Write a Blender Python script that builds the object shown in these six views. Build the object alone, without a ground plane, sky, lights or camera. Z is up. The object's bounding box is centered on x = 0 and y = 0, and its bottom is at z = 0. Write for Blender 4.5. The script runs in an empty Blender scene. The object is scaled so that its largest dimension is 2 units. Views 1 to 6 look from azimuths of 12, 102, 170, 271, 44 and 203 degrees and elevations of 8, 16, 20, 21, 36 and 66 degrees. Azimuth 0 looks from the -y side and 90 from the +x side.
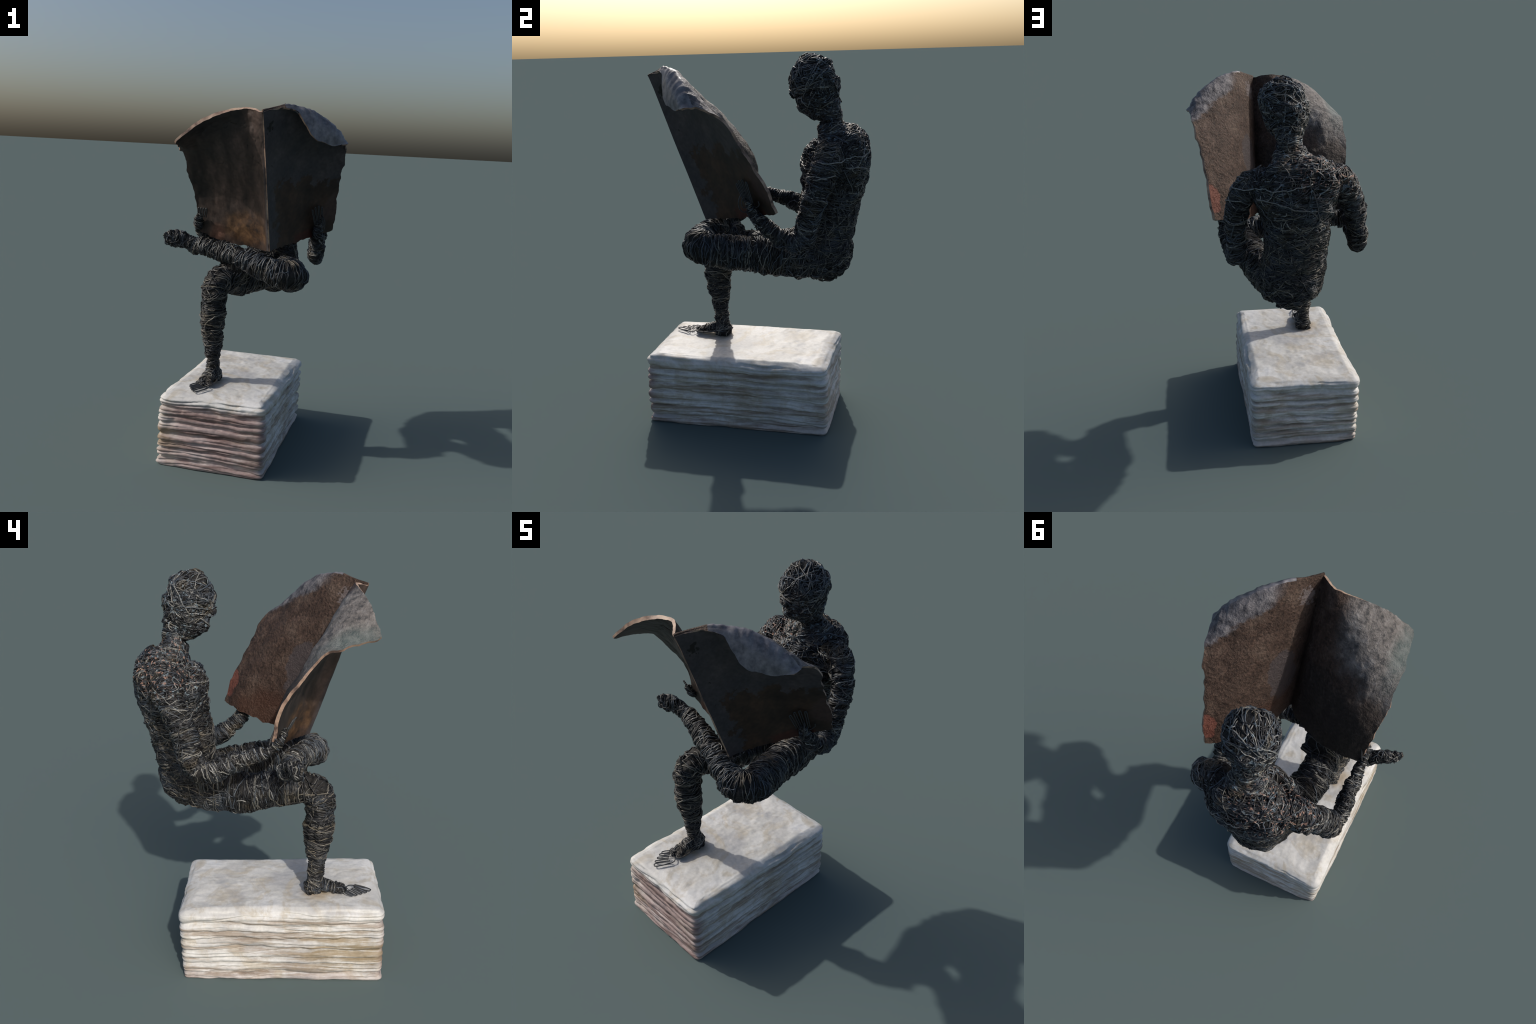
import bpy, bmesh, math, random
import numpy as np
from mathutils import Vector, Matrix, noise
from mathutils.bvhtree import BVHTree

random.seed(7)
rng = np.random.default_rng(7)
V = Vector
scene_col = bpy.context.scene.collection


# ------------------------------------------------------------------ helpers
def new_object(name, mesh, parent=None, mats=()):
    ob = bpy.data.objects.new(name, mesh)
    scene_col.objects.link(ob)
    if parent is not None:
        ob.parent = parent
    for m in mats:
        mesh.materials.append(m)
    return ob


def mesh_from(name, verts, faces, smooth=True):
    me = bpy.data.meshes.new(name)
    me.from_pydata([tuple(v) for v in verts], [], [tuple(f) for f in faces])
    me.update()
    if smooth:
        me.polygons.foreach_set("use_smooth", [True] * len(me.polygons))
    return me


def catmull(points, n):
    """Sample a Catmull-Rom curve through rows of numbers, n samples per span."""
    P = np.asarray(points, float)
    Q = np.vstack([2 * P[0] - P[1], P, 2 * P[-1] - P[-2]])
    out = []
    for i in range(1, len(Q) - 2):
        for k in range(n):
            t = k / n
            a, b, c, d = Q[i - 1], Q[i], Q[i + 1], Q[i + 2]
            out.append(0.5 * (2 * b + (c - a) * t + (2 * a - 5 * b + 4 * c - d) * t * t
                              + (3 * b - a - 3 * c + d) * t ** 3))
    out.append(P[-1])
    return np.array(out)


def unit(v):
    v = np.asarray(v, float)
    return v / max(np.linalg.norm(v), 1e-9)


def fbm(p, scale, octaves=3):
    return noise.fractal(V((p[0] * scale, p[1] * scale, p[2] * scale)), 1.0, 2.0, octaves)


class Limb:
    """A body part: spine with two half-widths per station, lofted to a closed tube."""

    def __init__(self, key, stations, ref=(1, 0, 0), per=8):
        s = catmull(stations, per)
        self.key = key
        self.P = s[:, :3]
        self.ra = np.maximum(s[:, 3], 0.004)
        self.rb = np.maximum(s[:, 4], 0.004)
        T = np.gradient(self.P, axis=0)
        self.T = np.array([unit(t) for t in T])
        ref = np.asarray(ref, float)
        self.A = np.array([unit(ref - np.dot(ref, t) * t) for t in self.T])
        self.B = np.cross(self.T, self.A)
        seg = np.linalg.norm(np.diff(self.P, axis=0), axis=1)
        self.S = np.concatenate([[0], np.cumsum(seg)])
        self.length = self.S[-1]

    def at(self, s):
        s = min(max(s, 0), self.length)
        i = int(np.searchsorted(self.S, s)) - 1
        i = min(max(i, 0), len(self.P) - 2)
        t = (s - self.S[i]) / max(self.S[i + 1] - self.S[i], 1e-9)
        f = lambda a: a[i] * (1 - t) + a[i + 1] * t
        return f(self.P), unit(f(self.T)), unit(f(self.A)), unit(f(self.B)), float(f(self.ra)), float(f(self.rb))

    def loft(self, bm, n=28):
        rings = []
        # rounded caps by shrinking extra rings at the ends
        def ring(P, A, B, ra, rb):
            return [bm.verts.new(P + A * ra * math.cos(q) + B * rb * math.sin(q))
                    for q in (2 * math.pi * k / n for k in range(n))]
        for e in (0.97, 0.8, 0.5, 0.2):
            c = math.sqrt(1 - e * e)
            h = min(self.ra[0], self.rb[0]) * 0.8
            rings.append(ring(self.P[0] - self.T[0] * h * e, self.A[0], self.B[0], self.ra[0] * c, self.rb[0] * c))
        for i in range(len(self.P)):
            rings.append(ring(self.P[i], self.A[i], self.B[i], self.ra[i], self.rb[i]))
        for e in (0.2, 0.5, 0.8, 0.97):
            c = math.sqrt(1 - e * e)
            h = min(self.ra[-1], self.rb[-1]) * 0.8
            rings.append(ring(self.P[-1] + self.T[-1] * h * e, self.A[-1], self.B[-1], self.ra[-1] * c, self.rb[-1] * c))
        for r0, r1 in zip(rings, rings[1:]):
            for k in range(n):
                bm.faces.new((r0[k], r0[(k + 1) % n], r1[(k + 1) % n], r1[k]))
        bm.faces.new(rings[0][::-1])
        bm.faces.new(rings[-1])


# ------------------------------------------------------------------ materials
class Nodes:
    def __init__(self, name):
        self.mat = bpy.data.materials.new(name)
        self.mat.use_nodes = True
        self.t = self.mat.node_tree
        self.t.nodes.clear()
        self.out = self.t.nodes.new("ShaderNodeOutputMaterial")
        self.bsdf = self.t.nodes.new("ShaderNodeBsdfPrincipled")
        self.link(self.bsdf.outputs[0], self.out.inputs[0])
        tc = self.t.nodes.new("ShaderNodeTexCoord")
        self.co = tc.outputs["Object"]

    def link(self, a, b):
        self.t.links.new(a, b)

    def put(self, sock, v):
        if isinstance(v, bpy.types.NodeSocket):
            self.link(v, sock)
        elif isinstance(v, (tuple, list)) and len(v) == 3 and sock.type == 'RGBA':
            sock.default_value = (*v, 1)
        else:
            sock.default_value = v

    def mapping(self, scale=(1, 1, 1), loc=(0, 0, 0), rot=(0, 0, 0), src=None):
        n = self.t.nodes.new("ShaderNodeMapping")
        self.link(src or self.co, n.inputs[0])
        n.inputs["Scale"].default_value = scale
        n.inputs["Location"].default_value = loc
        n.inputs["Rotation"].default_value = rot
        return n.outputs[0]

    def noise(self, scale, detail=4, rough=0.55, vec=None, dist=0.0):
        n = self.t.nodes.new("ShaderNodeTexNoise")
        self.link(vec or self.co, n.inputs["Vector"])
        n.inputs["Scale"].default_value = scale
        n.inputs["Detail"].default_value = detail
        n.inputs["Roughness"].default_value = rough
        n.inputs["Distortion"].default_value = dist
        return n.outputs[0]

    def math(self, op, a, b=0.0, clamp=False):
        n = self.t.nodes.new("ShaderNodeMath")
        n.operation = op
        n.use_clamp = clamp
        self.put(n.inputs[0], a)
        self.put(n.inputs[1], b)
        return n.outputs[0]

    def ramp(self, fac, lo, hi):
        n = self.t.nodes.new("ShaderNodeMapRange")
        n.interpolation_type = 'SMOOTHSTEP'
        self.put(n.inputs[0], fac)
        n.inputs[1].default_value = lo
        n.inputs[2].default_value = hi
        return n.outputs[0]

    def mix(self, fac, a, b, blend='MIX'):
        n = self.t.nodes.new("ShaderNodeMix")
        n.data_type = 'RGBA'
        n.blend_type = blend
        self.put(n.inputs[0], fac)
        self.put(n.inputs[6], a)
        self.put(n.inputs[7], b)
        return n.outputs[2]

    def colors(self, fac, stops, interp='LINEAR'):
        n = self.t.nodes.new("ShaderNodeValToRGB")
        n.color_ramp.interpolation = interp
        e = n.color_ramp.elements
        while len(e) < len(stops):
            e.new(0.5)
        for k, (p, c) in enumerate(stops):
            e[k].position = p
            e[k].color = (*c, 1)
        self.put(n.inputs[0], fac)
        return n.outputs[0]

    def blob(self, centre, radii, warp=0.0, wscale=12.0, edge=0.15):
        """1 inside an ellipsoid with a ragged border, 0 outside."""
        m = self.mapping(scale=tuple(1 / r for r in radii),
                         loc=tuple(-c / r for c, r in zip(centre, radii)))
        ln = self.t.nodes.new("ShaderNodeVectorMath")
        ln.operation = 'LENGTH'
        self.link(m, ln.inputs[0])
        d = ln.outputs["Value"]
        if warp:
            nz = self.math('SUBTRACT', self.noise(wscale, 5, 0.6), 0.5)
            d = self.math('ADD', d, self.math('MULTIPLY', nz, warp))
        n = self.ramp(d, 1 - edge, 1 + edge)
        return self.math('SUBTRACT', 1.0, n)

    def axis(self, which):
        s = self.t.nodes.new("ShaderNodeSeparateXYZ")
        self.link(self.co, s.inputs[0])
        return s.outputs["XYZ".index(which)]

    def bump(self, h, strength=0.3, dist=0.004):
        n = self.t.nodes.new("ShaderNodeBump")
        n.inputs["Strength"].default_value = strength
        n.inputs["Distance"].default_value = dist
        self.link(h, n.inputs["Height"])
        self.link(n.outputs[0], self.bsdf.inputs["Normal"])

    def finish(self, color, rough=0.6, metallic=0.0, spec=0.5):
        self.put(self.bsdf.inputs["Base Color"], color)
        self.put(self.bsdf.inputs["Roughness"], rough)
        self.put(self.bsdf.inputs["Metallic"], metallic)
        self.bsdf.inputs["Specular IOR Level"].default_value = spec
        return self.mat


def wire_material():
    m = Nodes("dark_annealed_wire")
    g = m.t.nodes.new("ShaderNodeNewGeometry")
    r = g.outputs["Random Per Island"]
    base = m.colors(r, [(0.0, (.006, .006, .008)), (0.38, (.019, .020, .023)), (0.62, (.044, .045, .047)),  # ramp widened: near-black strands paint shade, palest ones sunlit highlights
                        (0.76, (.060, .075, .095)), (0.90, (.125, .118, .100)), (1.0, (.24, .24, .232))])
    big = m.noise(6, 3)
    base = m.mix(m.math('MULTIPLY', m.ramp(big, .50, .68), .4), base, (.055, .074, .100))
    warm = m.noise(9, 3, vec=m.mapping(loc=(3, 1, 7)))
    base = m.mix(m.math('MULTIPLY', m.ramp(warm, .54, .72), .45), base, (.105, .083, .052))
    olive = m.math('MAXIMUM', m.blob((-.05, .42, 1.10), (.3, .25, .3), .8, 5, .5), m.blob((-.16, -.26, .75), (.15, .2, .35), .8, 5, .5))
    base = m.mix(m.math('MULTIPLY', olive, m.math('MULTIPLY', m.ramp(r, .45, .9), .55)), base, (.115, .095, .065))
    fine = m.noise(140, 3, 0.7)
    base = m.mix(1.0, base, m.colors(fine, [(0.3, (.45, .45, .45)), (0.7, (1.6, 1.6, 1.6))]), 'MULTIPLY')
    # bare coppery flecks on the reader's upper back and shoulder
    fleck = m.math('MULTIPLY', m.blob((-.12, .47, 1.58), (.22, .2, .12), .5, 9, .4),
                   m.ramp(m.noise(60, 2, .5), .58, .66))
    base = m.mix(m.math('MULTIPLY', fleck, .8), base, (.36, .22, .17))
    ice = m.math('MULTIPLY', m.blob((-.05, .42, 1.68), (.32, .3, .42), .6, 6, .4), m.ramp(m.noise(45, 2, .5, vec=m.mapping(loc=(9, 3, 5))), .60, .68))
    base = m.mix(m.math('MULTIPLY', ice, .7), base, (.20, .26, .30))
    return m.finish(base, rough=0.5, metallic=0.15, spec=0.45)


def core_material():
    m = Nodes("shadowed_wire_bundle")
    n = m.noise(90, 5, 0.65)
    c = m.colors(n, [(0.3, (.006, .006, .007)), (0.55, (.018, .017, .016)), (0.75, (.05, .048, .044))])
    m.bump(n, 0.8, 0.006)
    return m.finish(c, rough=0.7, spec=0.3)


def marble_material():
    m = Nodes("weathered_white_marble")
    flat = m.mapping(scale=(1, 1, 3.5))
    cloud = m.noise(3.2, 6, 0.6, dist=0.6)
    c = m.colors(cloud, [(0.30, (.40, .40, .41)), (0.5, (.56, .555, .535)), (0.68, (.67, .675, .68))])
    vein = m.noise(5.0, 6, 0.65, vec=m.mapping(loc=(4, 2, 1)), dist=1.2)
    c = m.mix(m.math('MULTIPLY', m.ramp(vein, .47, .64), .6), c, (.43, .375, .285))
    # tan dirt lying in streaks along the layered sides
    side = m.math('SUBTRACT', 1.0, m.ramp(m.axis('Z'), .335, .37))
    streak = m.noise(2.2, 8, 0.72, vec=m.mapping(scale=(1, 1, 14), loc=(1, 5, 2)))
    st = m.math('MULTIPLY', m.ramp(streak, .44, .60), side)
    c = m.mix(m.math('MULTIPLY', st, .75), c, (.25, .19, .135))
    # mauve-pink colour on the narrow front end and low band all round
    front = m.math('SUBTRACT', 1.0, m.ramp(m.math('ADD', m.axis('Y'), m.math('MULTIPLY', m.noise(9, 4), .10)), -.57, -.50))
    low = m.math('SUBTRACT', 1.0, m.ramp(m.math('ADD', m.axis('Z'), m.math('MULTIPLY', m.noise(6, 4), .16)), .08, .16))
    pinkmask = m.math('MAXIMUM', m.math('MULTIPLY', front, .95), m.math('MULTIPLY', low, .45))
    pinkmask = m.math('MULTIPLY', pinkmask, side)
    c = m.mix(pinkmask, c, m.colors(streak, [(.36, (.46, .37, .355)), (.5, (.30, .215, .205)), (.62, (.15, .095, .088))]))
    # olive-brown stain on the long side near the toes
    ol = m.math('MULTIPLY', m.blob((-.34, -.42, .17), (.12, .25, .11), .9, 7, .5), m.ramp(streak, .35, .6))
    c = m.mix(m.math('MULTIPLY', ol, .6), c, (.25, .19, .09))
    # rusty ring where the foot stands
    rust = m.blob((-.15, -.29, .395), (.075, .085, .05), .8, 20, .4)
    c = m.mix(m.math('MULTIPLY', rust, .45), c, (.38, .26, .12))
    fine = m.noise(60, 5, 0.6)
    c = m.mix(1.0, c, m.colors(fine, [(.3, (.9, .9, .9)), (.7, (1.06, 1.06, 1.06))]), 'MULTIPLY')
    m.bump(m.noise(45, 5, .6), 0.25, 0.004)
    return m.finish(c, rough=0.55, spec=0.4)


def sheet_inner_material():
    m = Nodes("brown_patinated_metal")
    grain = m.noise(70, 5, 0.7)
    mott = m.noise(9, 5, 0.6, dist=.4)
    c = m.colors(mott, [(.3, (.036, .021, .015)), (.5, (.068, .042, .031)), (.7, (.105, .073, .056))])
    c = m.mix(1.0, c, m.colors(grain, [(.34, (.45, .45, .45)), (.66, (1.7, 1.7, 1.7))]), 'MULTIPLY')
    # darker half on the reader's right, beside the fold
    x = m.axis('X')
    z = m.axis('Z')
    rightside = m.math('SUBTRACT', 1.0, m.ramp(x, .05, .13))
    up = m.math('ADD', z, m.math('MULTIPLY', m.math('SUBTRACT', m.noise(11, 5, .6), .5), .22))
    c = m.mix(m.math('MULTIPLY', rightside, m.math('SUBTRACT', 1.0, m.ramp(up, 1.5, 1.66))), c,
              m.colors(grain, [(.32, (.020, .014, .012)), (.5, (.038, .028, .023)), (.68, (.072, .055, .046))]))
    grey = m.math('MULTIPLY', m.math('MULTIPLY', m.math('SUBTRACT', 1.0, m.ramp(x, -.10, .0)), m.ramp(m.math('SUBTRACT', up, m.math('MULTIPLY', x, .35)), 1.62, 1.78)), .9)
    c = m.mix(grey, c, m.colors(m.noise(24, 5, .7), [(.35, (.07, .072, .075)), (.5, (.21, .195, .185)), (.7, (.33, .32, .31))]))
    # teal bloom beside the outer corner
    teal = m.blob((-.34, -.42, 1.66), (.06, .15, .16), .7, 14, .5)
    c = m.mix(m.math('MULTIPLY', teal, .5), c, (.09, .15, .15))
    # violet-grey bare plaque near the fold and chips along it
    pl = m.blob((.185, -.22, 1.47), (.06, .11, .15), 1.3, 13, .05)
    c = m.mix(m.math('MULTIPLY', pl, .8), c, (.075, .062, .064))
    for zc, r in ((1.84, .035), (1.76, .016), (1.70, .018), (1.63, .02)):
        yc = -.252 - (zc - 1.168) * .369
        c = m.mix(m.blob((.165, yc + .055, zc), (r, r * 1.3, r * 1.6), 2.6, 50, .05), c, (.17, .14, .135))
    # pale blue-grey worn band along the turned-over crease
    line = m.math('ADD', z, m.math('MULTIPLY', x, .63))
    streaks = m.math('SUBTRACT', m.noise(26, 5, .65), .5)
    band = m.ramp(m.math('ADD', line, m.math('MULTIPLY', streaks, .09)), 2.035, 2.062)
    band = m.math('MULTIPLY', band, m.ramp(x, .215, .29))
    c = m.mix(m.math('MULTIPLY', band, .9), c, m.colors(m.noise(30, 4, .6), [(.34, (.06, .062, .075)), (.5, (.16, .155, .17)), (.66, (.27, .26, .27))]))
    # bare copper near the outer lower corner, and rust glow low on the leaf
    rust = m.blob((.24, -.05, 1.25), (.18, .25, .12), 1.0, 8, .4)
    c = m.mix(m.math('MULTIPLY', rust, .55), c, (.075, .028, .014))
    cop = m.blob((.435, .12, 1.34), (.06, .07, .10), .7, 16, .06)
    c = m.mix(m.math('MULTIPLY', cop, .9), c, m.colors(grain, [(.3, (.14, .045, .03)), (.7, (.24, .09, .065))]))
    m.bump(m.math('ADD', grain, m.noise(26, 4, .6)), 1.0, 0.012)
    return m.finish(c, rough=0.55, metallic=0.2, spec=0.4)


def sheet_outer_material():
    m = Nodes("dark_slate_metal")
    grain = m.noise(60, 5, 0.65)
    x = m.axis('X')
    slate = m.colors(m.noise(10, 5, .6), [(.3, (.030, .029, .034)), (.55, (.052, .044, .047)), (.75, (.074, .062, .063))])
    # scorched brown-black patch with a ragged border on the reader's-left leaf
    jag = m.math('SUBTRACT', m.noise(13, 6, .65), .5)
    off_fold = m.ramp(m.math('ADD', x, m.math('MULTIPLY', jag, .12)), .158, .164)
    below = m.math('SUBTRACT', 1.0, m.ramp(m.math('ADD', m.axis('Z'), m.math('MULTIPLY', jag, .30)), 1.545, 1.56))
    pa = m.math('MULTIPLY', off_fold, below)
    burnt = m.colors(m.noise(8, 5, .65), [(.3, (.014, .009, .007)), (.5, (.036, .021, .014)), (.68, (.064, .034, .021))])
    c = m.mix(pa, slate, burnt)
    for i, (zc, off, r) in enumerate(((1.83, .035, .026), (1.755, .03, .012), (1.68, .03, .012), (1.63, .045, .018))):
        yc = -.252 - (zc - 1.168) * .369
        c = m.mix(m.blob((.125 + off, yc + off, zc), (r, r, r * 1.4), 2.6, 55, .05), c, (.009, .008, .007))
    red = m.blob((.33, .03, 1.22), (.14, .13, .05), 1.1, 14, .25)
    c = m.mix(m.math('MULTIPLY', red, .7), c, (.075, .018, .012))
    red2 = m.blob((.43, .12, 1.42), (.08, .08, .10), .9, 18, .1)
    c = m.mix(m.math('MULTIPLY', red2, .7), c, (.060, .034, .030))
    # reader's-right leaf: smoky brown
    lf = m.math('SUBTRACT', 1.0, m.ramp(x, .105, .125))
    v = m.noise(5, 4, .55, vec=m.mapping(scale=(2.2, 1, .7)))
    brown = m.colors(v, [(.3, (.018, .014, .013)), (.5, (.044, .031, .026)), (.7, (.095, .066, .056))])
    glow = m.blob((-.06, -.22, 1.26), (.19, .12, .10), 1.0, 10, .5)
    brown = m.mix(m.math('MULTIPLY', glow, .6), brown, m.colors(m.noise(14, 4, .6), [(.35, (.02, .012, .008)), (.5, (.12, .06, .025)), (.68, (.24, .13, .055))]))
    pale = m.blob((-.22, -.16, 1.22), (.07, .08, .07), .8, 14, .3)
    brown = m.mix(m.math('MULTIPLY', pale, .7), brown, (.17, .085, .06))
    dark = m.blob((-.2, -.5, 1.83), (.2, .12, .09), .6, 10, .5)
    brown = m.mix(m.math('MULTIPLY', dark, .7), brown, (.022, .021, .022))
    c = m.mix(lf, c, brown)
    # pale bluish-grey turned-over flap
    flap = m.math('MULTIPLY', m.ramp(x, .2, .26), m.ramp(m.math('ADD', m.axis('Z'), m.math('MULTIPLY', x, .35)), 1.955, 1.975))
    c = m.mix(m.math('MULTIPLY', flap, 0.0), c, (.15, .15, .18))
    c = m.mix(1.0, c, m.colors(grain, [(.3, (.75, .75, .75)), (.7, (1.3, 1.3, 1.3))]), 'MULTIPLY')
    m.bump(grain, 0.3, 0.004)
    return m.finish(c, rough=0.55, metallic=0.15, spec=0.4)


def sheet_flap_material():
    m = Nodes("pale_blue_grey_metal")
    n = m.noise(22, 5, .65)
    c = m.colors(n, [(.32, (.07, .072, .085)), (.5, (.15, .148, .165)), (.68, (.24, .235, .25))])
    m.bump(m.noise(40, 4, .6), 0.4, 0.005)
    return m.finish(c, rough=0.5, metallic=0.15, spec=0.4)


def sheet_rim_material():
    m = Nodes("bare_metal_edge")
    n = m.noise(18, 4, .6)
    c = m.colors(n, [(.35, (.09, .06, .05)), (.5, (.30, .20, .15)), (.65, (.42, .30, .22))])
    return m.finish(c, rough=0.55, spec=0.4)


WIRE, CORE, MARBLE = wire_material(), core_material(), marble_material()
INNER, OUTER, FLAP, RIM = sheet_inner_material(), sheet_outer_material(), sheet_flap_material(), sheet_rim_material()

# ------------------------------------------------------------------ the thing
root = bpy.data.objects.new("wire_reader_sculpture", None)
scene_col.objects.link(root)
root["label"] = "seated wire figure reading a folded metal newspaper on marble"
root["category"] = "sculpture"

# ------------------------------------------------------------------ stone base
def build_base():
    bot = [(-.366, -.597), (.229, -.613), (.249, .399), (-.327, .411)]
    top = [(-.354, -.601), (.230, -.614), (.256, .397), (-.335, .412)]
    H = 0.392

    def tilt_top(y):                                # the top rises a little toward the front
        f = min(1, max(0, (.1 - y) / .5))
        return .006 * f * f * (3 - 2 * f)

    def outline(corners, n_side, r):
        pts = []
        for i in range(4):
            p0, p, p1 = (np.array(corners[(i + k) % 4]) for k in (-1, 0, 1))
            a, b = unit(p0 - p), unit(p1 - p)
            for k in range(9):                      # rounded corner
                t = k / 8
                q = (1 - t) ** 2 * (p + a * r) + 2 * t * (1 - t) * p + t * t * (p + b * r)
                pts.append(q)
            for k in range(1, n_side[i]):           # straight side
                t = k / n_side[i]
                pts.append((p + b * r) * (1 - t) + (p1 - b * r) * t)
        return np.array(pts)

    ns = (110, 190, 110, 190)
    Ob, Ot = outline(bot, ns, .028), outline(top, ns, .042)
    n = len(Ob)
    C = Ob.mean(axis=0)
    nrm = []
    for i in range(n):
        d = Ob[(i + 3) % n] - Ob[i - 3]
        nrm.append(unit((d[1], -d[0])))
    nrm = np.array(nrm)
    verts, faces = [], []
    NZ = 110
    layers = 8.4
    for j in range(NZ + 1):
        t = j / NZ
        for i in range(n):
            p = Ob[i] * (1 - t) + Ot[i] * t
            z = t * H
            q = np.array((p[0], p[1], z))
            # wandering strata of uneven thickness; grooves deepen, fade and merge
            ph = (layers * t + .33 * math.sin(t * 17.0 + 1.0) * .6 + 0.36 * fbm((p[0], p[1], z * 1.6), 2.2, 2)
                  + .16 * fbm((p[0], p[1], z * 2), 8, 2))
            f = ph - math.floor(ph)
            groove = math.exp(-(min(f, 1 - f) / .17) ** 2)
            depth = max(.003, .0155 + .018 * fbm((p[0] * 1.2 + 7, p[1] * 1.2, z * 6), 4, 2))
            ph2 = layers * 2.1 * t + 1.2 * fbm((p[0] + 3, p[1], z), 2.4, 2)
            f2 = ph2 - math.floor(ph2)
            fine = math.exp(-(min(f2, 1 - f2) / .14) ** 2) * max(0, .004 + .012 * fbm((p[0], p[1] + 5, z * 5), 3, 2))
            belly = .0035 * math.sin(math.pi * f)
            off = .0035 + belly - groove * depth - fine * 1.5 + .0035 * fbm((p[0], p[1], z * 2), 16, 3) + .006 * fbm(q, 4, 2)
            fade = min(1, (1 - t) / .05)
            off = off * fade - .010 * (1 - fade)
            if t < .02:
                off = off * .5 - .001
            off -= .010 * max(0, fbm((p[0] + 2, p[1], z * 1.5), 11, 2) - .18) * (1.0 if t > .6 else .5)
            # rounded top rim
            rim = max(0, (t - .955) / .045)
            off -= .016 * rim ** 2.5
            zz = z - .010 * rim ** 3 * 0 + (.003 * fbm((p[0], p[1], 0), 6, 2) if t > .9 else 0)
            zz += tilt_top(p[1]) * t
            verts.append((p[0] + nrm[i][0] * off, p[1] + nrm[i][1] * off, zz))
    for j in range(NZ):
        for i in range(n):
            a, b = j * n + i, j * n + (i + 1) % n
            faces.append((a, b, b + n, a + n))
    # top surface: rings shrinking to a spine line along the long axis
    last = NZ * n
    NR = 70
    edge = [np.array(verts[last + i]) for i in range(n)]
    for r in range(1, NR + 1):
        t = (r / NR) ** 0.9 if r < NR else 1
        for i in range(n):
            e = edge[i]
            c = C + (e[:2] - C) * .03
            x, y = e[0] * (1 - t) + c[0] * t, e[1] * (1 - t) + c[1] * t
            dist = t * .29
            rise = .006 * min(1, dist / .02)
            h = .0038 * fbm((x, y, 3), 7, 3) + .0022 * fbm((x, y, 9), 22, 2) + .005 * fbm((x, y, 5), 2.5, 2)
            w = min(1, dist / .03)
            z = e[2] * (1 - w) + (H + tilt_top(y)) * w + rise + h * (.35 + .65 * w)
            verts.append((x, y, z))
        for i in range(n):
            a, b = last + (r - 1) * n + i, last + (r - 1) * n + (i + 1) % n
            faces.append((a, b, b + n, a + n))
    CC = [last + NR * n + i for i in range(n)]
    faces.append(CC)
    faces.append([i for i in range(n)][::-1])
    me = mesh_from("stone_base", verts, faces)
    bm = bmesh.new()
    bm.from_mesh(me)
    bmesh.ops.remove_doubles(bm, verts=bm.verts[:], dist=1e-5)
    bm.to_mesh(me)
    bm.free()
    new_object("stone_base", me, root, [MARBLE])


build_base()

# ------------------------------------------------------------------ newspaper of sheet metal
def grid_surface(rows, nu, nv):
    """rows: list of rows of control points -> finely sampled grid [v][u]."""
    rows = [catmull(r, nu) for r in rows]
    cols = [catmull([r[i] for r in rows], nv) for i in range(len(rows[0]))]
    G = np.array(cols)                 # [u][v][3]
    return np.transpose(G, (1, 0, 2))


SP_B, SP_M, SP_T = (.133, -.252, 1.166), (.125, -.393, 1.545), (.115, -.526, 1.910)


def along(a, b, t):
    return tuple(np.array(a) * (1 - t) + np.array(b) * t)


def shift(p, d):
    return tuple(np.array(p) + np.array(d))


def build_leaf(rows, flap_from, ragged, seed, thick=.011):
    """Solid plate from a control grid; faces split into inner, outer, flap and rim materials."""
    nu, nv = 16, 16
    G = grid_surface(rows, nu, nv)
    nV, nU = G.shape[:2]
    for j in range(nV):
        for i in range(nU):
            p = G[j, i]
            d = .0045 * fbm(p + seed, 22, 3) + .008 * fbm(p + seed, 6, 2)
            e = min(i, 2) / 2            # leave the fold line clean
            G[j, i] = p + np.array((.25, .85, .45)) * d * e
            if i >= nU - 2:              # ragged outer edge
                out = unit(G[j, i] - G[j, i - 6])
                G[j, i] += out * ragged * fbm(p + seed, 13, 3)
            if j <= 1 or j >= nV - 2:    # ragged top and bottom
                out = unit(G[j, i] - G[min(max(j + (5 if j <= 1 else -5), 0), nV - 1), i])
                G[j, i] += out * ragged * .6 * fbm(p + seed + 5, 16, 3) * min(1, i / 8)
    du = np.gradient(G, axis=1)
    dv = np.gradient(G, axis=0)
    N = np.cross(du, dv)
    N /= np.maximum(np.linalg.norm(N, axis=2, keepdims=True), 1e-9)
    return G, N, thick


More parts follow.
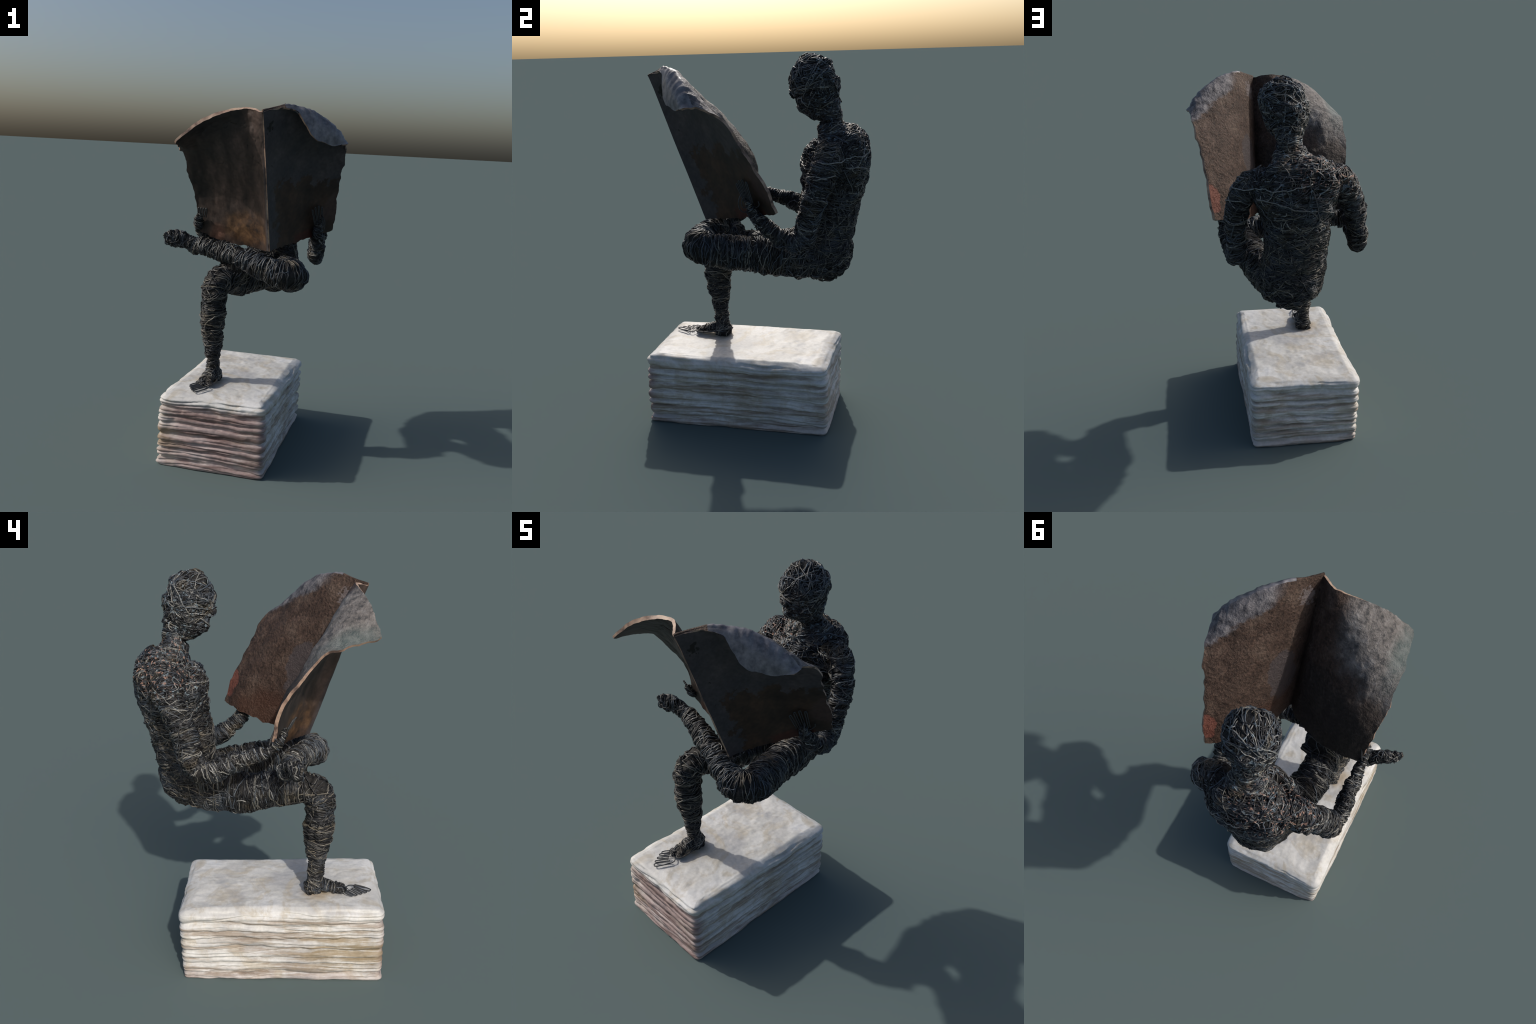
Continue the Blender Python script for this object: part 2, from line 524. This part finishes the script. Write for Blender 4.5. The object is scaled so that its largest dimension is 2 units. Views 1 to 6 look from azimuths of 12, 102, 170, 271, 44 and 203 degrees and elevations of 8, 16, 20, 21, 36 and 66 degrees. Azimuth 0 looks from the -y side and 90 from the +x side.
def plate_mesh(name, G, N, thick, outer_sign, flap_row, parent, mats, swell_in, swell_out):
    """swell_in / swell_out: extra thickness (u, v) -> metres on either face."""
    nV, nU = G.shape[:2]
    u = np.linspace(0, 1, nU)[None, :, None]
    v = np.linspace(0, 1, nV)[:, None, None]
    Pin = G - outer_sign * N * (thick * .5 + swell_in(u, v))
    Pout = G + outer_sign * N * (thick * .5 + swell_out(u, v))
    verts = np.vstack([Pin.reshape(-1, 3), Pout.reshape(-1, 3)])
    M = nV * nU
    faces, mat = [], []
    for j in range(nV - 1):
        for i in range(nU - 1):
            a, b, c, d = j * nU + i, j * nU + i + 1, (j + 1) * nU + i + 1, (j + 1) * nU + i
            qi = (a, b, c, d) if outer_sign < 0 else (d, c, b, a)
            qo = tuple(M + k for k in reversed(qi))
            faces.append(qi)
            mat.append(2 if flap_row is not None and i > .3 * nU and j >= flap_row else 0)
            faces.append(qo)
            mat.append(1)
    def rim(seq):
        for a, b in zip(seq, seq[1:]):
            faces.append((a, b, M + b, M + a))
            mat.append(3)
    rim([i for i in range(nU)])
    rim([(nV - 1) * nU + i for i in range(nU)][::-1])
    rim([j * nU for j in range(nV)][::-1])
    rim([j * nU + nU - 1 for j in range(nV)])
    me = mesh_from(name, verts, faces)
    me.polygons.foreach_set("material_index", mat)
    bm = bmesh.new()
    bm.from_mesh(me)
    bmesh.ops.recalc_face_normals(bm, faces=bm.faces[:])
    bm.to_mesh(me)
    bm.free()
    ob = new_object(name, me, parent, mats)
    me.set_sharp_from_angle(angle=math.radians(50))
    return ob


paper = bpy.data.objects.new("newspaper", None)
scene_col.objects.link(paper)
paper.parent = root

# leaf on the reader's left (+x): rows from bottom to crease to turned-over flap
LB, LT = (.421, .188, 1.262), (.514, -.160, 1.777)
left_rows = [
    [SP_B, (.170, -.150, 1.180), (.224, -.056, 1.197), (.284, .034, 1.217), (.352, .117, 1.240), LB],
    [(.128, -.330, 1.380), (.168, -.217, 1.380), (.230, -.115, 1.380), (.296, -.018, 1.380), (.367, .070, 1.380), (.434, .145, 1.378)],
    [(.124, -.403, 1.575), (.165, -.294, 1.575), (.233, -.195, 1.580), (.308, -.102, 1.585), (.394, -.028, 1.585), (.467, .050, 1.575)],
    [(.120, -.455, 1.720), (.165, -.356, 1.730), (.238, -.260, 1.735), (.326, -.173, 1.735), (.422, -.102, 1.725), (.490, -.038, 1.708)],
    [(.117, -.498, 1.840), (.165, -.422, 1.865), (.233, -.340, 1.882), (.330, -.252, 1.870), (.432, -.172, 1.818), (.505, -.098, 1.750)],
    [SP_T, (.170, -.450, 1.934), (.238, -.386, 1.954), (.343, -.300, 1.926), (.446, -.232, 1.860), (.515, -.168, 1.780)],
    [(.116, -.529, 1.912), (.171, -.455, 1.936), (.252, -.398, 1.945), (.366, -.336, 1.890), (.464, -.268, 1.826), (.520, -.205, 1.780)],
    [(.116, -.531, 1.912), (.172, -.458, 1.934), (.266, -.404, 1.922), (.358, -.360, 1.800), (.444, -.282, 1.764), (.518, -.222, 1.772)],
]
G, N, th = build_leaf(left_rows, None, .017, np.array((3., 1., 2.)))
# crumple the turned-over crease irregularly
nV, nU = G.shape[:2]
for j in range(nV):
    w = math.exp(-((j - 5.2 * 16) / 13.0) ** 2)
    for i in range(nU):
        if i > 26:
            p = G[j, i]
            g = fbm(p, 16, 3) + .7 * noise.noise(V((i * .42, j * .04, 6.0)))
            G[j, i] = p + N[j, i] * .0085 * w * g * min(1, (i - 26) / 8)
hump = lambda t, a, b: np.clip(np.sin(np.pi * np.clip((t - a) / (b - a), 0, 1)), 0, 1)
plate_mesh("newspaper_leaf", G, N, th, 1, 5 * 16, paper, [INNER, OUTER, FLAP, RIM],
           lambda u, v: .030 * hump(u, .15, 1.05) * hump(v, -.35, .45), lambda u, v: 0 * u * v)

# leaf on the reader's right (-x): curls outward at its upper corner
right_rows = [
    [SP_B, (.075, -.180, 1.165), (-.045, -.118, 1.170), (-.165, -.088, 1.182), (-.255, -.075, 1.202), (-.328, -.065, 1.225)],
    [(.128, -.335, 1.390), (.075, -.262, 1.400), (-.030, -.202, 1.410), (-.150, -.155, 1.420), (-.258, -.122, 1.430), (-.356, -.095, 1.420)],
    [(.123, -.405, 1.590), (.075, -.342, 1.595), (-.025, -.285, 1.600), (-.135, -.242, 1.600), (-.260, -.208, 1.590), (-.370, -.188, 1.570)],
    [(.120, -.440, 1.690), (.070, -.385, 1.700), (-.030, -.328, 1.705), (-.145, -.285, 1.698), (-.265, -.262, 1.690), (-.371, -.285, 1.682)],
    [(.118, -.475, 1.785), (.055, -.416, 1.800), (-.048, -.366, 1.805), (-.160, -.338, 1.792), (-.270, -.345, 1.756), (-.370, -.382, 1.702)],
    [(.116, -.502, 1.855), (.037, -.430, 1.875), (-.072, -.402, 1.872), (-.180, -.400, 1.840), (-.270, -.428, 1.796), (-.354, -.466, 1.726)],
    [SP_T, (.018, -.455, 1.932), (-.100, -.472, 1.908), (-.200, -.495, 1.863), (-.265, -.513, 1.814), (-.334, -.533, 1.747)],
]
G, N, th = build_leaf(right_rows, None, .012, np.array((8., 4., 6.)))
plate_mesh("newspaper_leaf", G, N, th, -1, None, paper, [INNER, OUTER, FLAP, RIM],
           lambda u, v: .016 * hump(u, .3, 1.1) * hump(v, -.3, .4), lambda u, v: .036 * hump(u, .0, 1.0) * hump(v, .22, 1.06))

# ------------------------------------------------------------------ body stations  (x, y, z, half-width a, half-width b)
limbs = {}
limbs["torso"] = Limb("torso", [
    (.050, .37, .888, .085, .080),
    (.048, .378, .925, .135, .120),
    (.045, .372, .985, .155, .140),
    (.030, .368, 1.06, .155, .138),
    (.022, .380, 1.16, .157, .150),
    (.022, .403, 1.27, .161, .152),
    (.028, .424, 1.38, .184, .162),
    (.035, .440, 1.48, .222, .164),
    (.042, .450, 1.555, .202, .138),
    (.050, .426, 1.600, .125, .086),
    (.055, .410, 1.640, .080, .065)])
limbs["neck"] = Limb("neck", [
    (.058, .420, 1.58, .085, .070), (.060, .412, 1.64, .062, .051), (.063, .408, 1.69, .060, .047), (.068, .400, 1.76, .066, .054)])
limbs["head"] = Limb("head", [
    (.050, .345, 1.722, .055, .055),
    (.052, .332, 1.750, .078, .082),
    (.062, .332, 1.790, .099, .101),
    (.072, .334, 1.835, .111, .116),
    (.078, .326, 1.872, .116, .120),
    (.078, .329, 1.905, .112, .113),
    (.074, .331, 1.918, .094, .098)])
limbs["left_arm"] = Limb("left_arm", [
    (.195, .425, 1.53, .062, .072), (.262, .420, 1.500, .060, .070), (.304, .393, 1.430, .056, .063), (.324, .365, 1.338, .054, .058),
    (.323, .325, 1.20, .048, .054), (.320, .288, 1.105, .048, .050), (.328, .235, 1.095, .044, .046),
    (.345, .160, 1.145, .042, .042), (.353, .090, 1.215, .034, .034), (.356, .058, 1.262, .027, .027)])
limbs["left_hand"] = Limb("left_hand", [(.356, .058, 1.262, .026, .026), (.357, .038, 1.295, .027, .024), (.358, .022, 1.325, .018, .012)])
limbs["right_arm"] = Limb("right_arm", [
    (-.130, .435, 1.53, .062, .072), (-.200, .428, 1.505, .060, .070), (-.250, .395, 1.425, .056, .063), (-.286, .355, 1.335, .052, .060),
    (-.312, .318, 1.21, .046, .055), (-.328, .285, 1.140, .045, .050), (-.335, .225, 1.140, .042, .048),
    (-.338, .150, 1.172, .040, .046), (-.335, .060, 1.200, .034, .038), (-.333, -.015, 1.225, .028, .028)])
limbs["right_hand"] = Limb("right_hand", [(-.333, -.015, 1.225, .027, .027), (-.336, -.060, 1.252, .026, .024), (-.328, -.092, 1.285, .028, .018), (-.314, -.115, 1.318, .028, .012), (-.303, -.125, 1.335, .026, .009)])
limbs["right_leg"] = Limb("right_leg", [
    (-.015, .36, .940, .090, .090), (-.060, .22, .937, .098, .098), (-.105, .05, .942, .092, .095), (-.126, -.13, .968, .082, .076),
    (-.150, -.245, .976, .070, .076), (-.158, -.287, .925, .068, .076), (-.159, -.290, .85, .061, .066), (-.163, -.288, .765, .066, .070),
    (-.160, -.283, .68, .055, .058), (-.157, -.277, .57, .042, .044), (-.154, -.271, .48, .035, .037), (-.149, -.264, .435, .041, .050), (-.147, -.260, .418, .043, .053)])
limbs["right_foot"] = Limb("right_foot", [
    (-.147, -.245, .435, .036, .024), (-.151, -.300, .445, .037, .030), (-.157, -.350, .435, .037, .022), (-.164, -.400, .425, .042, .014), (-.166, -.425, .421, .047, .010)])
limbs["left_leg"] = Limb("left_leg", [
    (.105, .36, .945, .090, .090), (.155, .20, .975, .098, .094), (.200, .03, 1.000, .090, .086), (.238, -.12, 1.018, .086, .084),
    (.266, -.225, 1.038, .082, .080), (.212, -.282, 1.048, .078, .074), (.115, -.268, 1.071, .065, .062), (.010, -.230, 1.101, .059, .057),
    (-.110, -.192, 1.125, .056, .052), (-.220, -.158, 1.142, .052, .046), (-.310, -.134, 1.152, .047, .038), (-.365, -.130, 1.160, .040, .030)], ref=(0, 0, 1))
limbs["left_foot"] = Limb("left_foot", [
    (-.350, -.135, 1.162, .036, .030), (-.395, -.138, 1.172, .042, .026), (-.440, -.155, 1.184, .046, .024), (-.475, -.172, 1.184, .036, .018), (-.490, -.180, 1.182, .030, .014)], ref=(0, 0, 1))

region_name = {"torso": "torso", "neck": "neck", "head": "head", "left_arm": "arm", "right_arm": "arm",
               "left_hand": "hand", "right_hand": "hand", "left_leg": "leg", "right_leg": "leg",
               "left_foot": "foot", "right_foot": "foot"}

# one fused body surface
bm = bmesh.new()
for L in limbs.values():
    L.loft(bm)


def ball(c, r, sq=(1, 1, 1)):
    bmesh.ops.create_icosphere(bm, subdivisions=3, radius=1.0,
                               matrix=Matrix.Translation(c) @ Matrix.Diagonal((r * sq[0], r * sq[1], r * sq[2], 1)))


ball((.050, .228, 1.812), .028)                 # nose
ball((.045, .274, 1.748), .038, (1, .9, .9))    # mouth and chin
ball((.03, .322, 1.45), .105, (1.5, .62, 1.1))     # chest
ball((-.140, -.262, .985), .066, (1, 1, .9))    # kneecap
ball((-.085, .200, 1.000), .090, (1, 1.5, .8))  # lap
ball((-.080, -.165, 1.040), .072, (1.2, .9, 1))  # where the crossed shin rests on the thigh
ball((-.335, -.115, 1.138), .037)               # heel of the crossed foot
ball((-.050, -.130, .990), .055, (1.1, .7, .7)) # bridge between the thighs
ball((-.08, .545, 1.515), .060, (1.2, .8, 1.3))  # shoulder blades
ball((.140, .535, 1.510), .058, (1, .8, 1.3))
bmesh.ops.recalc_face_normals(bm, faces=bm.faces[:])
me = bpy.data.meshes.new("body")
bm.to_mesh(me)
bm.free()
body = bpy.data.objects.new("body", me)
scene_col.objects.link(body)
mod = body.modifiers.new("fuse", 'REMESH')
mod.mode = 'VOXEL'
mod.voxel_size = 0.0065
sm = body.modifiers.new("relax", 'SMOOTH')
sm.iterations = 4
sm.factor = 0.5
dg = bpy.context.evaluated_depsgraph_get()
me2 = bpy.data.meshes.new_from_object(body.evaluated_get(dg))
bpy.data.objects.remove(body)

nv = len(me2.vertices)
co = np.empty(nv * 3)
me2.vertices.foreach_get("co", co)
co = co.reshape(-1, 3)
no = np.empty(nv * 3)
me2.vertex_normals.foreach_get("vector", no)
no = no.reshape(-1, 3)
for k in range(nv):
    p = co[k]
    d = .010 * fbm(p, 15, 2) + .0095 * fbm(p + 9, 34, 2) - .003
    co[k] = p + no[k] * d
me2.vertices.foreach_set("co", co.ravel())
me2.update()
tris = [tuple(p.vertices) for p in me2.polygons]
BVH = BVHTree.FromPolygons([V(c) for c in co], tris)
no = np.empty(nv * 3)
me2.vertex_normals.foreach_get("vector", no)
no = no.reshape(-1, 3)

# region of every face: the limb whose surface it lies nearest to
keys = list(limbs)
cent = np.array([co[list(t)].mean(axis=0) for t in tris])
best = np.full(len(cent), 1e9)
region = np.zeros(len(cent), int)
for ki, kname in enumerate(keys):
    L = limbs[kname]
    for i in range(len(L.P)):
        d = np.linalg.norm(cent - L.P[i], axis=1) / (0.5 * (L.ra[i] + L.rb[i]) + .01)
        if kname in ("left_hand", "right_hand", "left_foot", "right_foot"):
            if i < 4:
                d = d * 1.3
        m = d < best
        best[m] = d[m]
        region[m] = ki

parts = {}
for ki, kname in enumerate(keys):
    sel = np.where(region == ki)[0]
    used, inv = np.unique(np.concatenate([np.array(tris[f]) for f in sel]), return_inverse=True)
    faces, pos = [], 0
    for f in sel:
        n = len(tris[f])
        faces.append(tuple(inv[pos:pos + n]))
        pos += n
    m = mesh_from(region_name[kname], co[used], faces)
    m.normals_split_custom_set_from_vertices([tuple(x) for x in no[used]])
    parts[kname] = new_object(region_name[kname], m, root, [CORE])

# ------------------------------------------------------------------ wire
class Tubes:
    """Collects many bent wires into one mesh."""

    def __init__(self, sides=5):
        self.v, self.f, self.n, self.sides = [], [], 0, sides

    def add(self, pts, r, taper=True):
        P = np.asarray(pts, float)
        if len(P) < 3:
            return
        T = np.gradient(P, axis=0)
        T /= np.maximum(np.linalg.norm(T, axis=1, keepdims=True), 1e-9)
        a = unit(np.cross(T[0], (0.31, 0.52, 0.79)))
        s = self.sides
        ang = np.arange(s) * 2 * np.pi / s
        for i in range(len(P)):
            a = unit(a - np.dot(a, T[i]) * T[i])
            b = np.cross(T[i], a)
            self.v.append(P[i] + r * (np.cos(ang)[:, None] * a + np.sin(ang)[:, None] * b))
        base = self.n
        for i in range(len(P) - 1):
            for k in range(s):
                k2 = (k + 1) % s
                self.f.append((base + i * s + k, base + i * s + k2, base + (i + 1) * s + k2, base + (i + 1) * s + k))
        self.f.append(tuple(base + k for k in range(s))[::-1])
        self.f.append(tuple(base + (len(P) - 1) * s + k for k in range(s)))
        self.n += len(P) * s

    def make(self, name, parent, stuff=True):
        me = mesh_from(name, np.vstack(self.v), self.f)
        ob = new_object(name, me, parent, [WIRE])
        if stuff:
            ob["kind"] = "stuff"
        return ob


def wrap(tubes, L, count, tilt, span, lift, radius, s0=0.0, s1=1.0, wob=.10, reach=1.75, bias=0.0):
    """Lay arcs of wire round a limb: each lies near a tilted plane through the spine,
    and its points are dropped on to the body surface from inside."""
    for _ in range(count):
        s = L.length * random.uniform(s0, s1)
        P, T, A, B, ra, rb = L.at(s)
        rm = max(ra, rb)
        th, az = random.gauss(bias, tilt), random.uniform(0, 2 * math.pi)
        nrm = unit(T * math.cos(th) + (A * math.cos(az) + B * math.sin(az)) * math.sin(th))
        e1 = unit(np.cross(nrm, A if abs(np.dot(nrm, A)) < .9 else B))
        e2 = np.cross(nrm, e1)
        length = random.uniform(*span)
        a0 = random.uniform(0, 2 * math.pi)
        step = min(.5, .0105 / rm)
        n = max(4, int(length / step))
        pitch = random.uniform(-1, 1) * .02
        h = random.uniform(*lift)
        seed = random.uniform(0, 100)
        r = random.uniform(*radius)
        run = []
        prev = None
        for k in range(n + 1):
            phi = a0 + k * step
            c = P + T * pitch * (k * step / math.pi)
            w = wob * noise.noise(V((seed, k * step * 1.3, 1.7)))
            d = unit(e1 * math.cos(phi) + e2 * math.sin(phi) + nrm * w)
            hit, hn, idx, dist = BVH.ray_cast(V(c), V(d), rm * reach + .03)
            ok = hit is not None
            if ok and prev is not None and (hit - prev).length > .035:
                ok = False
            if not ok:
                if len(run) > 3:
                    tubes.add(run, r)
                run, prev = [], None
                continue
            prev = hit
            edge = min(k, n - k)
            tuck = -.004 * max(0, 1 - edge / 2)
            hh = h + .0025 * noise.noise(V((k * step * 2.5, seed, 4.2))) + tuck
            run.append(np.array(hit) + np.array(hn) * hh)
        if len(run) > 3:
            tubes.add(run, r)


def scribble(tubes, L, count, radius, lift, s0=0.0, s1=1.0):
    """Short tangled bits of wire wandering over the surface in any direction."""
    for _ in range(count):
        P, T, A, B, ra, rb = L.at(L.length * random.uniform(s0, s1))
        q = random.uniform(0, 2 * math.pi)
        d = unit(A * math.cos(q) + B * math.sin(q) + T * random.uniform(-1.1, 1.1))
        hit, hn, idx, dist = BVH.ray_cast(V(P), V(d), max(ra, rb) * 1.75 + .03)
        if hit is None:
            continue
        p, n = np.array(hit), np.array(hn)
        u = unit(np.cross(n, rng.normal(size=3)))
        w = np.cross(n, u)
        ln = random.uniform(.03, .09)
        k = 8
        turn = random.uniform(-2.2, 2.2)
        run = []
        h = random.uniform(*lift)
        x = p.copy()
        ang = 0
        for i in range(k + 1):
            near = BVH.find_nearest(V(x))
            if near[0] is None:
                break
            base, nn = np.array(near[0]), np.array(near[1])
            e = min(i, k - i)
            run.append(base + nn * (h - .005 * max(0, 1 - e / 2)))
            ang += turn / k + random.uniform(-.25, .25)
            dirv = u * math.cos(ang) + w * math.sin(ang)
            dirv = unit(dirv - np.dot(dirv, nn) * nn)
            x = base + dirv * ln / k
        tubes.add(run, random.uniform(*radius))


full = (1.6, 6.5)
R = (.0021, .0037)
plan = {
    # count, tilt, span, lift
    "torso": [(657, .5, (1.0, 4.0), (-.001, .006)), (246, 1.0, (.8, 3.0), (.003, .010))],
    "neck": [(103, .16, full, (-.001, .006)), (11, .6, (1.5, 4), (.004, .008))],
    "head": [(257, .85, (.8, 3.6), (-.001, .006)), (62, .9, (1.0, 3.5), (.004, .010))],
    "left_arm": [(308, .26, full, (-.001, .006)), (123, .65, (1.0, 4.5), (.002, .009))],
    "right_arm": [(308, .26, full, (-.001, .006)), (123, .65, (1.0, 4.5), (.002, .009))],
    "left_hand": [(35, .25, full, (-.001, .004))],
    "right_hand": [(58, .35, full, (-.001, .005))],
    "right_leg": [(410, .28, full, (-.001, .006)), (154, .6, (1.0, 4.5), (.002, .009))],
    "left_leg": [(421, .25, full, (-.001, .006)), (144, .55, (1.0, 4.5), (.002, .009))],
    "left_foot": [(45, .3, full, (-.001, .006)), (21, .9, (1.5, 4), (.002, .008))],
    "right_foot": [(41, .4, full, (-.001, .005))],
}
for kname, sets in plan.items():
    tb = Tubes()
    L = limbs[kname]
    for cnt, tilt, span, lift in sets:
        wrap(tb, L, cnt, tilt, span, lift, R)
    extra = {"torso": 1000, "head": 520, "neck": 30, "left_arm": 220, "right_arm": 260, "left_leg": 240, "right_leg": 260,
             "left_foot": 80, "right_foot": 30}.get(kname, 0)
    scribble(tb, L, extra, (.0022, .0034), (.001, .009))
    tb.make("wire_wrapping", parts[kname])

# fingers, toes: single bent wires, each an object
def single(name, parent, ctrl, r=.003, n=8, cyclic=False):
    t = Tubes(8)
    t.add(catmull(ctrl, n), r)
    return t.make(name, parent, stuff=False)


# left hand: a fan of hairpin fingers lying on the outside of the leaf
wrist = np.array((.352, .028, 1.318))
for k in range(4):
    a = -.30 + .20 * k
    base = wrist + np.array((.004, .0, 0)) + np.array((.012, .016, 0.0)) * (k - 1.2)
    up = unit(np.array((-.10, -.34, .88)) + np.array((.35, .5, .05)) * a * .6)
    sidev = unit(np.cross(up, (.83, -.55, .1))) * .0048
    ln = (.085, .100, .105, .095)[k]
    single("finger", parts["left_hand"],
           [base - sidev - up * .012, base - sidev + up * ln * .5, base - sidev + up * ln * .93, base + up * ln,
            base + sidev + up * ln * .93, base + sidev + up * ln * .5, base + sidev - up * .012], .0028)
single("thumb", parts["left_hand"], [(.362, .060, 1.275), (.372, .080, 1.285), (.384, .096, 1.300), (.386, .092, 1.318)], .003)
# coil at the back of the left hand
coil = [(.362 + (.006 + .0035 * q) * math.cos(q * 1.0) * .55, .036 - (.006 + .0035 * q) * math.cos(q) * .55, 1.305 + (.006 + .0035 * q) * math.sin(q))
        for q in np.linspace(0, 5 * math.pi * .9, 40)]
coil = [(p[0] + .012, p[1] - .012, p[2]) for p in coil]
tb = Tubes(6)
tb.add(coil, .003)
tb.make("wire_coil", parts["left_hand"], stuff=False)

# right hand: fingers spread on the outside, thumb inside the leaf
for k in range(4):
    a = k - 1.5
    b = np.array((-.302 + .013 * a, -.128 - .006 * a, 1.322))
    single("finger", parts["right_hand"],
           [b, b + np.array((.004 + .003 * a, -.016, .025)), b + np.array((.010 + .004 * a, -.028, .046)), b + np.array((.016 + .004 * a, -.030, .048)),
            b + np.array((.014 + .003 * a, -.016, .025)), b + np.array((.010, .002, -.004))], .0036)
single("thumb", parts["right_hand"], [(-.338, -.040, 1.25), (-.328, -.050, 1.285), (-.315, -.070, 1.330), (-.308, -.082, 1.360)], .0045)

# crossed foot: blunt bundles of wire as upturned toes
for k in range(5):
    f = k / 4
    a = np.array((-.478, -.166 - .010 * f, 1.160 + .044 * f))
    t = Tubes(8)
    ln = (.024, .028, .030, .032, .024)[k]
    t.add(catmull([a, a + np.array((-ln * .6, -.006, .002)), a + np.array((-ln, -.010, .006 + .006 * f))], 6), (.0065, .0065, .007, .0075, .009)[k])
    t.make("toe", parts["left_foot"], stuff=False)
ball_knob = Tubes(8)
ball_knob.add(catmull([(-.425, -.148, 1.212), (-.437, -.152, 1.228), (-.448, -.157, 1.226)], 5), .011)
ball_knob.make("toe", parts["left_foot"], stuff=False)

# right foot: five loops of wire as toes, linked by a curved sole wire
toe_z = .4165
toe_tips = [(-.227, -.458), (-.223, -.478), (-.210, -.504), (-.196, -.530), (-.176, -.552)]
toe_roots = [(-.196, -.420), (-.180, -.437), (-.164, -.457), (-.148, -.475), (-.130, -.474)]
for k, (tp, rt) in enumerate(zip(toe_tips, toe_roots)):
    tip = np.array((*tp, toe_z))
    root_p = np.array((*rt, toe_z + .004))
    d = unit(tip - root_p)
    sd = np.array((d[1], -d[0], 0)) * (.0078, .0068, .0068, .0075, .0120)[k]
    single("toe", parts["right_foot"],
           [root_p - sd * .7, (root_p + tip) / 2 - sd * 1.15, tip - sd * .8 - d * .005, tip, tip + sd * .8 - d * .005, (root_p + tip) / 2 + sd * 1.15, root_p + sd * .7], .0031)
single("sole_wire", parts["right_foot"], [(-.205, -.395, .426), (-.165, -.425, .420), (-.138, -.436, .418), (-.122, -.452, toe_z), (-.124, -.478, toe_z), (-.136, -.505, toe_z), (-.150, -.528, toe_z)], .0028)
single("sole_wire", parts["right_foot"], [(-.110, -.300, .433), (-.105, -.360, .426), (-.112, -.410, .422), (-.130, -.425, .420), (-.15, -.40, .428)], .0045)

bpy.context.view_layer.update()
